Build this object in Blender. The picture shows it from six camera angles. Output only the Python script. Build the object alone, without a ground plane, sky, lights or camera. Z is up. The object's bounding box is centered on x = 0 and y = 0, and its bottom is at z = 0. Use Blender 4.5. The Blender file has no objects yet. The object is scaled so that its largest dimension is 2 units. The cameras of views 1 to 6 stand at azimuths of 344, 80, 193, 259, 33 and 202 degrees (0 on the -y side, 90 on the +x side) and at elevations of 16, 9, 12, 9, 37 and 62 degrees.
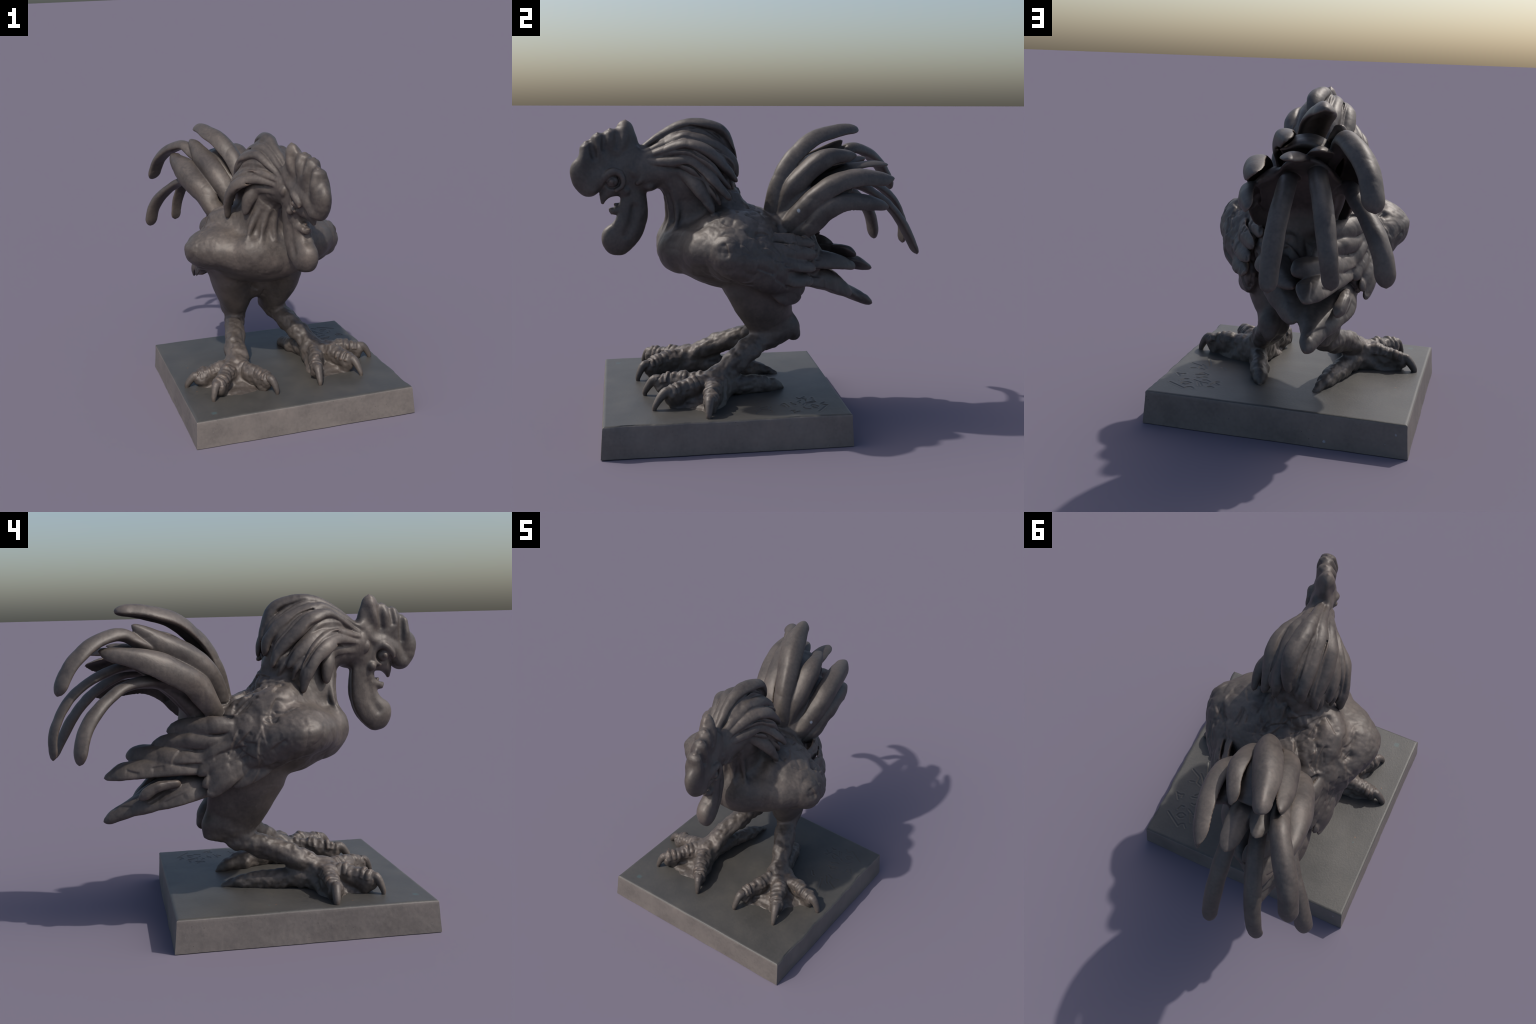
"""A cast bronze rooster, bent forward with open beak, on a square plate.

The bird is modelled like clay: every anatomical piece is a sweep (spine + widths +
thicknesses) or an ellipsoid, melted into its neighbours with a smooth union of
distance fields.  One skin is drawn over the sum, and split again into its pieces.
"""
import bpy, math, random
import numpy as np

H = 0.0045                      # cell size of the clay field, metres
LO = np.array([-0.66, -1.04, 0.12])
HI = np.array([0.66, 1.04, 1.72])
N = np.ceil((HI - LO) / H).astype(int) + 1
FAR = 0.5
rng = np.random.default_rng(11)

field = np.full(tuple(N), FAR, np.float32)
owner = np.zeros(tuple(N), np.int16)
pieces = []                    # (kind, parent_index)


def piece(kind, parent=None):
    pieces.append((kind, parent))
    return len(pieces) - 1


# ------------------------------------------------------------------ clay engine
def catmull(p, n):
    p = np.asarray(p, float)
    if p.ndim == 1:
        p = p[:, None]
    m = len(p)
    q = np.vstack([2 * p[0] - p[1], p, 2 * p[-1] - p[-2]])
    s = np.linspace(0, m - 1, n)
    i = np.minimum(s.astype(int), m - 2)
    f = (s - i)[:, None]
    a, b, c, d = q[i], q[i + 1], q[i + 2], q[i + 3]
    return 0.5 * (2 * b + (c - a) * f + (2 * a - 5 * b + 4 * c - d) * f ** 2 + (3 * b - a - 3 * c + d) * f ** 3)


def grid_box(lo, hi):
    a = np.clip(np.floor((lo - LO) / H).astype(int), 0, N - 1)
    b = np.clip(np.ceil((hi - LO) / H).astype(int) + 1, 1, N)
    return a, b


def near_points(lo, hi, dist, margin):
    """Indices of the grid points in a box whose distance can be below the margin."""
    a, b = grid_box(lo, hi)
    if np.any(b - a < 1):
        return None
    S = 4
    nb = np.maximum(1, -(-(b - a) // S))
    c = np.stack(np.meshgrid(*[np.arange(k) for k in nb], indexing="ij"), -1).reshape(-1, 3)
    centre = LO + (a + c * S + (S - 1) / 2) * H
    keep = c[dist(centre) < margin * 1.15 + H * S * 1.3]
    if not len(keep):
        return None
    o = np.stack(np.meshgrid(*[np.arange(S)] * 3, indexing="ij"), -1).reshape(1, -1, 3)
    idx = (a + keep[:, None] * S + o).reshape(-1, 3)
    idx = idx[np.all(idx < b, 1)]
    return np.ravel_multi_index(idx.T, tuple(N)), LO + idx * H


def melt(pid, lo, hi, dist, k, cut=False):
    margin = .08 if k >= .03 or k == 0 else k + 5 * H
    found = near_points(lo - margin, hi + margin, dist, margin)
    if found is None:
        return
    flat, P = found
    d = dist(P).astype(np.float32)
    F, O = field.reshape(-1), owner.reshape(-1)
    f = F[flat]
    if cut:
        e = -d
        h = np.maximum(k - np.abs(f - e), 0) / max(k, 1e-6)
        F[flat] = np.maximum(f, e) + h * h * k * 0.25
        return
    h = np.maximum(k - np.abs(f - d), 0) / max(k, 1e-6)
    O[flat] = np.where(d < f, pid, O[flat])
    F[flat] = np.minimum(f, d) - h * h * k * 0.25


def sweep(pid, pts, w, t, up=(0, 0, 1), k=0.02, camber=0.0, rings=None, p=2.0, cap=.6, cut=False, twist=0.0, tip=0.0):
    pts = np.asarray(pts, float)
    length = np.linalg.norm(np.diff(pts, axis=0), axis=1).sum()
    n = int(np.clip(length / 0.011, 6, 90))
    S = catmull(pts, n)
    w = np.atleast_1d(np.asarray(w, float)); t = np.atleast_1d(np.asarray(t, float))
    grow = lambda v: np.maximum(catmull(v if len(v) > 1 else np.repeat(v, 2), n)[:, 0], 0.003)
    w, t = grow(w), grow(t)
    if rings:
        cyc = 1 + rings[1] * np.sign(np.sin(np.linspace(0, rings[0] * 2 * math.pi, n))) * np.abs(np.sin(np.linspace(0, rings[0] * 2 * math.pi, n))) ** 0.7
        w, t = w * cyc, t * cyc
    arc = np.concatenate([[0], np.cumsum(np.linalg.norm(np.diff(S, axis=0), axis=1))])
    if tip:
        Lc = min(tip * w[-1], .45 * arc[-1])
        u = np.clip((arc - arc[-1] + Lc) / Lc, 0, 1)
        e = np.sqrt(np.maximum(1 - u * u, .015))
        w, t = w * e, t * e ** .8
    T = np.gradient(S, axis=0)
    step = np.linalg.norm(T, axis=1)
    T /= step[:, None]
    U = np.asarray(up, float)
    U = catmull(U, n) if U.ndim == 2 else np.repeat(U[None], n, 0)
    W = np.cross(U, T); W /= np.linalg.norm(W, axis=1)[:, None]
    for i in range(1, n):
        if W[i] @ W[i - 1] < 0:
            W[i] = -W[i]
    B = np.cross(T, W)
    if twist:
        a = np.linspace(0, twist, n)[:, None]
        W, B = W * np.cos(a) + B * np.sin(a), B * np.cos(a) - W * np.sin(a)
    dw, dt = np.gradient(w) / step, np.gradient(t) / step
    capl = np.where(np.arange(n) > n // 2, w * cap, np.minimum(w, t))

    def dist(P):
        out = np.empty(len(P))
        for s in range(0, len(P), 60000):
            Q = P[s:s + 60000].astype(np.float32)
            Sf = S.astype(np.float32)
            ib = ((Sf ** 2).sum(1)[None] - 2 * (Q @ Sf.T)).argmin(1)
            D = Q - S[ib]
            ax = np.einsum("ij,ij->i", D, T[ib])
            ax = np.where(ib == 0, np.minimum(ax, 0), np.where(ib == n - 1, np.maximum(ax, 0), 0)) if n > 1 else ax
            inn = np.clip(np.einsum("ij,ij->i", D, T[ib]), np.where(ib == 0, 0, -step[ib]), np.where(ib == n - 1, 0, step[ib]))
            wi, ti = np.maximum(w[ib] + dw[ib] * inn, .003), np.maximum(t[ib] + dt[ib] * inn, .003)
            ci = capl[ib]
            jb = np.clip(ib + np.sign(inn).astype(np.int32), 0, n - 1)
            fr = np.minimum(np.abs(inn) / step[ib], 1)[:, None]
            x = np.einsum("ij,ij->i", D, W[ib] * (1 - fr) + W[jb] * fr); y = np.einsum("ij,ij->i", D, B[ib] * (1 - fr) + B[jb] * fr)
            if camber:
                y = y + camber * wi * np.minimum((x / wi) ** 2, 2.5)
            q = np.abs(np.stack([x / wi, y / ti, ax / ci])) + 1e-6
            if p == 2.0:
                k0 = np.sqrt((q ** 2).sum(0))
                g = np.sqrt((q[0] / wi) ** 2 + (q[1] / ti) ** 2 + (q[2] / ci) ** 2) / k0
            else:
                k0 = (q ** p).sum(0) ** (1 / p)
                g = k0 ** (1 - p) * np.sqrt((q[0] ** (p - 1) / wi) ** 2 + (q[1] ** (p - 1) / ti) ** 2 + (q[2] ** (p - 1) / ci) ** 2)
            out[s:s + 60000] = np.maximum((k0 - 1) / g, -1.2 * np.minimum(wi, ti))
        return out

    r = np.maximum(w, t).max() * (1 + abs(camber))
    melt(pid, S.min(0) - r, S.max(0) + r, dist, k, cut)


def rotation(rx=0, ry=0, rz=0):
    a, b, c = np.radians([rx, ry, rz])
    X = np.array([[1, 0, 0], [0, math.cos(a), -math.sin(a)], [0, math.sin(a), math.cos(a)]])
    Y = np.array([[math.cos(b), 0, math.sin(b)], [0, 1, 0], [-math.sin(b), 0, math.cos(b)]])
    Z = np.array([[math.cos(c), -math.sin(c), 0], [math.sin(c), math.cos(c), 0], [0, 0, 1]])
    return Z @ Y @ X


def ellipsoid(pid, centre, radii, rot=(0, 0, 0), k=0.03, cut=False):
    c, r, R = np.array(centre, float), np.array(radii, float), rotation(*rot)

    def dist(P):
        q = (P - c) @ R
        k0 = np.sqrt(((q / r) ** 2).sum(1)) + 1e-6
        return np.maximum(k0 * (k0 - 1) / (np.sqrt(((q / r ** 2) ** 2).sum(1)) + 1e-6), -r.min())

    m = r.max()
    melt(pid, c - m, c + m, dist, k, cut)


# ------------------------------------------------------------------ the bird
TORSO = piece("torso")
NECK = piece("neck")
HEAD = piece("head")
TAIL = piece("tail")

# torso: a heart-shaped trunk, breast forward, sloping down to the rump
sweep(TORSO, [(-.06, -.40, .955), (-.05, -.28, .955), (-.05, -.1, .95), (-.05, .06, .91), (-.02, .20, .89), (.02, .295, .895)],
      [.26, .33, .35, .29, .20, .15], [.14, .20, .235, .225, .185, .13], up=(0, .2, 1), k=.0)
ellipsoid(TORSO, (-.05, -.393, .975), (.25, .135, .14), k=.04)
ellipsoid(TORSO, (.155, -.315, .975), (.20, .125, .13), k=.05)
ellipsoid(TORSO, (.165, -.11, 1.078), (.165, .21, .095), rot=(-14, 16, 0), k=.05)
ellipsoid(TORSO, (-.27, -.225, 1.075), (.17, .12, .07), rot=(0, -18, 0), k=.05)
ellipsoid(TORSO, (-.27, -.32, .985), (.17, .125, .11), k=.05)
ellipsoid(TORSO, (-.15, -.44, .995), (.13, .10, .11), k=.03)
ellipsoid(TORSO, (-.06, -.17, 1.20), (.14, .12, .12), rot=(-35, 0, 0), k=.06)
ellipsoid(TORSO, (-.065, -.205, 1.32), (.14, .10, .13), k=.04)
ellipsoid(TORSO, (-.10, -.09, 1.095), (.26, .25, .118), rot=(-22, 6, 0), k=.06)
ellipsoid(TORSO, (-.222, .055, 1.022), (.165, .17, .088), rot=(-22, -20, 0), k=.05)

# wings: shoulder knob and a folded blade running back and down
left_wing = piece("wing")
ellipsoid(left_wing, (-.395, -.21, .992), (.15, .16, .112), rot=(-20, 0, 12), k=.06)
sweep(left_wing, [(-.375, -.20, .98), (-.38, -.08, .95), (-.325, .08, .88), (-.335, .21, .765)], [.10, .13, .11, .055], [.11, .10, .065, .03], up=(-1, .25, .25), k=.04)
right_wing = piece("wing")
ellipsoid(right_wing, (.285, -.15, .96), (.17, .18, .14), rot=(-25, 0, 0), k=.06)
sweep(right_wing, [(.29, -.14, .955), (.31, -.03, .905), (.25, .10, .83), (.20, .20, .73)], [.12, .13, .12, .075], [.115, .10, .07, .035], up=(1, .25, .25), k=.04)
# flight feathers, overlapping, pointing back and down
for wing, side, rows in (
        (left_wing, -1, (((-.41, .02, .865), (-.405, .14, .79), (-.39, .25, .70), .04, .02),
                         ((-.41, .03, .905), (-.395, .15, .83), (-.37, .27, .745), .038, .02),
                         ((-.40, .08, .93), (-.365, .19, .87), (-.335, .285, .80), .036, .02),
                         ((-.39, .12, .955), (-.35, .20, .905), (-.32, .27, .85), .03, .018),
                         ((-.43, -.11, .865), (-.415, .01, .80), (-.395, .13, .74), .034, .016))),
        (right_wing, 1, (((.30, .03, .80), (.245, .13, .75), (.19, .225, .69), .07, .024),
                         ((.33, .0, .87), (.28, .15, .82), (.19, .30, .79), .042, .02),
                         ((.33, .02, .94), (.27, .17, .90), (.175, .32, .86), .04, .02),
                         ((.31, .02, 1.0), (.25, .17, .965), (.15, .325, .93), .04, .02),
                         ((.25, .03, 1.05), (.20, .17, 1.02), (.11, .33, .99), .036, .02)))):
    for a, b, c, w, t in rows:
        f = piece("wing_feather", wing)
        a = (a[0] - side * .03, a[1], a[2])
        sweep(f, [a, b, c], [w * .6, w * 1.1, w * .75], [t * .7, t * .95, t * .75], up=(side, .2, .5), k=.008, p=1.7, tip=1.8, twist=rng.uniform(-.3, .3))

# thighs and shanks
legs = []
ellipsoid(TORSO, (-.03, .05, .665), (.12, .13, .11), rot=(-20, 0, 0), k=.05)
for sx, thigh, shank in ((-1, [(-.225, -.005, .78), (-.195, .05, .66), (-.170, .085, .56), (-.172, .115, .49)],
                          [(-.165, .15, .485), (-.187, .03, .418), (-.226, -.12, .366), (-.264, -.26, .310), (-.295, -.36, .255)]),
                         (1, [(.145, -.012, .77), (.125, .033, .66), (.092, .075, .56), (.09, .108, .49)],
                          [(.085, .12, .475), (.115, .015, .438), (.168, -.085, .376), (.222, -.185, .308), (.255, -.26, .25)])):
    leg = piece("leg")
    legs.append(leg)
    sweep(leg, thigh, [.125, .12, .102, .082] if sx < 0 else [.12, .112, .098, .08], [.182, .17, .15, .12] if sx < 0 else [.175, .16, .135, .105], up=(0, 1, .2), k=.05)
    back = np.array(thigh[-1]) + np.array([0, .095, .012])
    ellipsoid(leg, back, (.05, .045, .075), rot=(12, 0, 0), k=.05)
    sweep(leg, shank, [.07, .065, .062, .064, .072], [.07, .064, .062, .058, .05], up=(0, .4, 1), k=.03)

# feet: three toes forward, one back, webs between, hooked claws
feet = ((-1, legs[0], (-.298, -.35, .235), (((-.604, -.345, .160), (-.515, -.362, .230)), ((-.504, -.613, .165), (-.452, -.555, .245)), ((-.130, -.660, .168), (-.170, -.590, .250))), (-.148, .155)),
        (1, legs[1], (.258, -.245, .24), (((.158, -.633, .172), (.168, -.540, .252)), ((.441, -.596, .170), (.400, -.500, .255)), ((.607, -.329, .165), (.525, -.310, .245))), (.142, .145)))
for sx, leg, root, toes, hind in feet:
    foot = piece("foot", leg)
    root = np.array(root)
    ellipsoid(foot, root + (0, -.01, -.01), (.088, .088, .072), k=.04)
    ends = []
    for tip, knuckle in toes:
        toe = piece("toe", leg)
        tip, kn = np.array(tip), np.array(knuckle)
        d = tip - kn; d[2] = 0; d /= np.linalg.norm(d)
        kn = kn + (0, 0, -.012) + d * .012
        mid = root * .45 + kn * .55 + (0, 0, .010)
        sweep(toe, [root + (0, 0, .005), mid, kn - (0, 0, .008)], [.052, .047, .040], [.056, .054, .046], up=(0, 0, 1), k=.025, cap=.8)
        ellipsoid(toe, kn * .9 + root * .1 + (0, 0, -.038), (.036, .036, .036), k=.02)
        ax = kn - root; ln = np.linalg.norm(ax); ax /= ln
        sd = np.cross(ax, (0, 0, 1)); sd /= np.linalg.norm(sd); upv = np.cross(sd, ax)
        for u in np.linspace(.3, .97, 7) + rng.normal(0, .015, 7):       # plated scales across the toe
            c = root + ax * ln * u
            c[2] = np.interp(u, [0, .55, 1], [root[2] + .005, mid[2], kn[2] - .006]) + .004
            r = np.interp(u, [0, 1], [.052, .042]) * rng.uniform(.95, 1.06)
            arc = [c + sd * r * math.cos(q) + upv * (r + .004) * math.sin(q) for q in np.linspace(.25, 2.9, 6)]
            sweep(toe, arc, [.004, .007, .004], [.009, .012, .009], up=tuple(ax), k=.008)
        claw = piece("claw", leg)
        d = tip - kn; d[2] = 0; d /= np.linalg.norm(d)
        arch = kn + d * .035 + (0, 0, .012)
        sweep(claw, [kn - d * .012 + (0, 0, .006), arch, (tip * .75 + arch * .25) + d * .012, tip + (0, 0, -.02)], [.03, .025, .016, .007], [.03, .025, .016, .007], up=tuple(np.cross(d, (0, 0, 1))), k=.01)
        ends.append(kn)
    for a, b in zip(ends, ends[1:]):
        m = (a + b) / 2
        sweep(foot, [root + (0, 0, -.03), root * .55 + m * .45 + (0, 0, -.07), root * .1 + m * .9 + (0, 0, -.095)], [.065, .115, .115], [.055, .04, .026], k=.04)
    toe = piece("toe", leg)
    e = np.array([hind[0], hind[1], .165])
    v = e - root; v[2] = 0
    sweep(toe, [root + (0, .0, -.015), root + v * .45 + (0, 0, -.025), root + v * .8 + (0, 0, -.045), e + (0, 0, .0)], [.055, .05, .04, .010], [.055, .055, .042, .012], k=.03, cap=.5)

# neck rising from the trunk, arching forward to the head
sweep(NECK, [(-.06, -.32, 1.02), (-.062, -.335, 1.14), (-.052, -.35, 1.25), (-.03, -.41, 1.36), (-.01, -.52, 1.40), (.01, -.63, 1.40)],
      [.18, .15, .14, .13, .10, .08], [.165, .145, .14, .125, .105, .10], up=(0, -1, .2), k=.05)
for dx, dy, bend in ((-.10, .02, -.02), (-.05, -.012, -.01), (.0, -.018, .004), (.05, -.006, .012), (.095, .03, .02)):   # sinews down the throat
    sweep(NECK, [(.0 + dx * .7, -.50 + dy, 1.315), (-.035 + dx, -.475 + dy, 1.24), (-.055 + dx * 1.05 + bend, -.466 + dy, 1.16), (-.06 + dx * 1.2 + bend * 2, -.485 + dy, 1.075)],
          [.006, .012, .013, .005], [.005, .012, .012, .004], up=(0, -1, .1), k=.03)
# the cape of hackle feathers: a hump and strands fanning from the crown
cape = piece("hackle")
sweep(cape, [(-.0, -.60, 1.43), (-.02, -.52, 1.465), (-.03, -.44, 1.49)], [.056, .09, .12], [.06, .085, .10], up=(0, .3, 1), k=.04)
ellipsoid(cape, (-.05, -.35, 1.492), (.138, .165, .118), rot=(-8, 0, 0), k=.05)
ellipsoid(cape, (-.045, -.228, 1.462), (.118, .095, .108), rot=(-35, 0, 0), k=.05)
sweep(cape, [(-.025, -.50, 1.545), (-.033, -.40, 1.595), (-.038, -.32, 1.615), (-.042, -.23, 1.57), (-.046, -.165, 1.50), (-.048, -.14, 1.43)],
      [.05, .06, .06, .06, .055, .045], [.03, .035, .036, .036, .034, .026], up=(0, .35, 1), k=.03)
strands = [
    [(-.07, -.57, 1.39), (-.16, -.49, 1.385), (-.205, -.44, 1.31), (-.215, -.41, 1.22)],
    [(-.07, -.59, 1.43), (-.165, -.50, 1.45), (-.245, -.41, 1.43), (-.275, -.34, 1.36), (-.285, -.295, 1.26), (-.285, -.268, 1.18)],
    [(-.065, -.60, 1.46), (-.15, -.49, 1.51), (-.22, -.38, 1.48), (-.25, -.28, 1.39), (-.24, -.215, 1.30)],
    [(-.055, -.60, 1.48), (-.125, -.47, 1.57), (-.175, -.36, 1.565), (-.195, -.24, 1.48), (-.19, -.165, 1.37), (-.19, -.145, 1.30)],
    [(-.04, -.61, 1.505), (-.09, -.47, 1.61), (-.11, -.35, 1.625), (-.115, -.22, 1.56), (-.115, -.125, 1.46), (-.115, -.125, 1.36)],
    [(-.01, -.615, 1.51), (-.03, -.47, 1.62), (-.035, -.33, 1.668), (-.038, -.2, 1.608), (-.05, -.12, 1.51), (-.05, -.115, 1.43)],
    [(.02, -.605, 1.485), (.032, -.47, 1.572), (.047, -.36, 1.600), (.042, -.22, 1.545), (.032, -.12, 1.445), (.03, -.115, 1.35)],
    [(.035, -.60, 1.468), (.078, -.47, 1.528), (.105, -.38, 1.55), (.12, -.27, 1.495), (.115, -.16, 1.40), (.105, -.125, 1.33)],
    [(.05, -.595, 1.45), (.105, -.48, 1.47), (.14, -.37, 1.47), (.17, -.28, 1.41), (.185, -.20, 1.32), (.182, -.155, 1.245)],
    [(.06, -.56, 1.40), (.105, -.43, 1.39), (.15, -.33, 1.32), (.185, -.27, 1.22), (.20, -.25, 1.165)],
]
hub = np.array([-.03, -.36, 1.38])
for i, s in enumerate(strands):
    s = np.array(s)
    f = piece("hackle_feather", cape)
    top = i == 5
    up = s - hub
    up[0] += up[1] * 0
    up /= np.linalg.norm(up, axis=1)[:, None]
    lift = .005 if i % 2 else -.003
    s[1:-1] -= up[1:-1] * (.022 - lift)
    s[1:, 0] = -.04 + (s[1:, 0] + .04) * (.96 if 1 < i < 8 else .98)
    s[0] += (.004, -.03, -.004)
    s[1:4] += (0, 0, .006) if 2 < i < 8 else (0, 0, 0)
    s[3:] += (0, .016, .006) if 1 < i < 8 else (0, 0, 0)
    crown = np.array(strands[5])[np.minimum(np.arange(len(s)), 5)] - s     # tilt: lower edge stands proud, like shingles
    crown /= np.linalg.norm(crown, axis=1)[:, None] + 1e-3
    up = up + .5 * crown
    wid = .042 if top else .042
    wave = np.zeros_like(s); wave[1:-1] = rng.normal(0, .008, (len(s) - 2, 3))
    sweep(f, s + wave, [.02, wid * .8, wid * 1.15, wid * 1.1, wid * .85, wid * .4], [.016, .026, .031, .030, .025, .012], up=up, k=.004, camber=.1, p=1.8, twist=rng.uniform(-.45, .45), tip=1.8)
for i in range(1, len(strands) - 1):          # thinner locks tucked between
    a, b = catmull(strands[i], 6), catmull(strands[i + 1], 6)
    for u in (.5,):
        s = a * (1 - u) + b * u
        s = s + rng.normal(0, .008, s.shape) - (s - hub) * rng.uniform(.06, .12)
        f = piece("hackle_feather", cape)
        up = (s - hub) / np.linalg.norm(s - hub, axis=1)[:, None]
        sweep(f, s[:6], [.010, .014, .020, .02, .018, .01], [.010, .016, .02, .02, .016, .01], up=up, k=.005, p=1.7, twist=rng.uniform(-.8, .8), tip=1.4)
for i in (2, 3, 4, 6):                         # short ragged ends under the cape
    a = np.array(strands[i])[-1]
    f = piece("hackle_feather", cape)
    s = np.array([a + (0, -.07, .05), a + (rng.normal(0, .01), -.03, .0), a + (rng.normal(0, .012), -.015, -.05)])
    sweep(f, s, [.02, .022, .008], [.02, .018, .008], up=(0, 1, .3), k=.008)

for i in range(len(strands) - 1):              # furrows between the strands
    first = 3 if 2 < i < 6 else 2
    a, b = catmull(strands[i], 9), catmull(strands[i + 1], 9)
    s = (a + b) / 2
    s = s + rng.normal(0, .005, s.shape)
    out = (s - hub) / np.linalg.norm(s - hub, axis=1)[:, None]
    s = s + out * .010
    sweep(NECK, s[first:8], [.004, .007, .008, .005], [.006, .010, .014, .010], up=out[first:8], k=.008, cut=True)

# head, beak, eyes, comb, wattle
sweep(HEAD, [(.0, -.58, 1.405), (.015, -.66, 1.395), (.035, -.74, 1.36), (.055, -.80, 1.305)], [.075, .064, .056, .045], [.105, .105, .095, .06], up=(0, .4, 1), k=.03)
beak = piece("beak", HEAD)
sweep(beak, [(.045, -.77, 1.315), (.06, -.82, 1.275), (.069, -.838, 1.228)], [.048, .034, .012], [.055, .035, .012], up=(0, -.5, 1), k=.015)
# two wattle lobes fused along the middle
for dx in (-.021, .021):
    wattle = piece("wattle", HEAD)
    sweep(wattle, [(.012 + dx, -.668, 1.33), (.016 + dx, -.672, 1.23), (.022 + dx, -.685, 1.13), (.03 + dx, -.722, 1.06), (.036 + dx * .8, -.768, 1.022)],
          [.06, .078, .088, .09, .08], [.026, .033, .036, .036, .03], up=(.93, .36, 0), k=.03)
    ellipsoid(wattle, (.038 + dx * .7, -.772, 1.02), (.036, .073, .078), rot=(25, 0, 20), k=.035)
    side = np.sign(dx)
    sweep(wattle, [(.018 + side * .058, -.685 + side * .018, 1.20), (.024 + side * .066, -.70 + side * .022, 1.12), (.032 + side * .066, -.735 + side * .022, 1.05)], [.012, .018, .012], [.014, .016, .012], up=(1, 0, 0), k=.03, cut=True)
sweep(beak, [(.03, -.72, 1.20), (.045, -.78, 1.185), (.048, -.797, 1.197)], [.042, .032, .016], [.03, .025, .014], up=(0, 0, 1), k=.012)
ellipsoid(beak, (.05, -.79, 1.232), (.09, .044, .027), rot=(25, 0, 0), k=.01, cut=True)
sweep(beak, [(.035, -.74, 1.215), (.045, -.775, 1.218)], [.016, .01], [.012, .008], k=.006)       # tongue
comb = piece("comb", HEAD)
sweep(comb, [(-.003, -.667, 1.525), (.022, -.742, 1.51), (.045, -.815, 1.472), (.062, -.87, 1.435)],
      [.074, .116, .13, .12], [.036, .046, .051, .052], up=(1, .25, 0), k=.02, p=1.7)
ellipsoid(comb, (.080, -.925, 1.372), (.052, .078, .108), rot=(18, 0, 8), k=.03)
ellipsoid(comb, (.072, -.915, 1.30), (.042, .04, .035), k=.02)
for base, tip_, w, t in (((.0, -.715, 1.56), (-.006, -.707, 1.672), .062, .036), ((.03, -.785, 1.56), (.043, -.793, 1.628), .034, .034),
                         ((.05, -.845, 1.53), (.069, -.858, 1.606), .036, .036), ((.07, -.90, 1.48), (.073, -.922, 1.556), .034, .04)):
    b, t_ = np.array(base), np.array(tip_)
    sweep(comb, [b - (t_ - b) * .5, b, (b + t_) / 2, t_], [w, w * 1.1, w * .85, w * .45], [t * .9, t, t * .9, t * .6], up=(1, .2, 0), k=.025, tip=1.2, p=1.6)
for sx in (-1, 1):                             # rolled lower border, soft ribs and hollows between the folds
    o = np.array([sx * .036, 0, 0])
    sweep(comb, [o + (.0, -.65, 1.51), o + (.015, -.715, 1.455), o + (.03, -.785, 1.41), o + (.055, -.855, 1.365), o + (.07, -.90, 1.305)], [.022, .03, .034, .034, .026], [.018, .022, .026, .026, .018], up=(1, .2, 0), k=.03)
    for a, b, r in (((.0, -.71, 1.62), (.02, -.745, 1.50), .02), ((.043, -.793, 1.60), (.04, -.81, 1.53), .015), ((.066, -.858, 1.575), (.055, -.86, 1.47), .018), ((.075, -.925, 1.52), (.075, -.935, 1.40), .024)):
        q = np.array([a, b]) + np.array([sx * .022, 0, 0])
        sweep(comb, [q[0], q.mean(0) + (sx * .012, 0, 0), q[1]], [r * .5, r * .7, r * .3], [r * .5, r * .7, r * .3], up=(1, 0, 0), k=.04)
    for a, b, r in (((.02, -.752, 1.60), (.03, -.765, 1.53 if sx > 0 else 1.50), .012), ((.055, -.828, 1.585), (.045, -.835, 1.52), .010), ((.068, -.893, 1.54), (.06, -.888, 1.43 if sx < 0 else 1.48), .014)):
        q = np.array([a, b]) + np.array([sx * .047, sx * .01, 0])
        sweep(comb, [q[0], q.mean(0), q[1]], [r * .6, r * .75, r * .4], [.010, .012, .006], up=(1, 0, 0), k=.03, cut=True)
    ellipsoid(comb, (.03 + sx * .08, -.77, 1.478), (.024, .05, .03), rot=(-30, 0, 0), k=.03, cut=True)

for sx in (-1, 1):
    eye = piece("eye", HEAD)
    n = np.array([sx, -.15, .05])
    c = np.array([.042, -.775, 1.345]) + n * np.array([.054, .06, .05])
    ellipsoid(HEAD, c + (sx * .014, 0, 0), (.032, .05, .046), k=.012, cut=True)
    ellipsoid(eye, c - (sx * .004, 0, 0), (.03, .033, .031), k=.004)
    ellipsoid(eye, c + (sx * .022, -.004, 0), (.012, .015, .015), k=.004)
    sweep(HEAD, [c + (sx * .008, .045, .045), c + (sx * .018, .0, .052), c + (sx * .014, -.04, .022), c + (sx * .004, -.06, -.01)], [.014, .02, .018, .01], [.012, .018, .016, .01], up=(1, 0, 0), k=.012)
    ring = [c + np.array([sx * .004, .058 * math.cos(a), .052 * math.sin(a)]) for a in np.linspace(-1.2, 3.0, 9)]
    sweep(HEAD, ring, [.012, .017, .011], [.014, .02, .012], up=(1, 0, 0), k=.008)
    # ear folds and cheek lumps behind the eye
    ellipsoid(HEAD, (.012 + sx * .06, -.672, 1.395), (.02, .024, .034), rot=(25, 0, 0), k=.008)
    ellipsoid(HEAD, (.02 + sx * .05, -.715, 1.292), (.02, .024, .024), k=.015)
    sweep(HEAD, [(.02 + sx * .058, -.65, 1.335), (.02 + sx * .064, -.625, 1.36), (.015 + sx * .06, -.63, 1.40)], [.012, .016, .01], [.012, .016, .01], up=(1, 0, 0), k=.008)
ellipsoid(HEAD, (.03, -.585, 1.312), (.05, .035, .025), k=.02)

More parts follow.
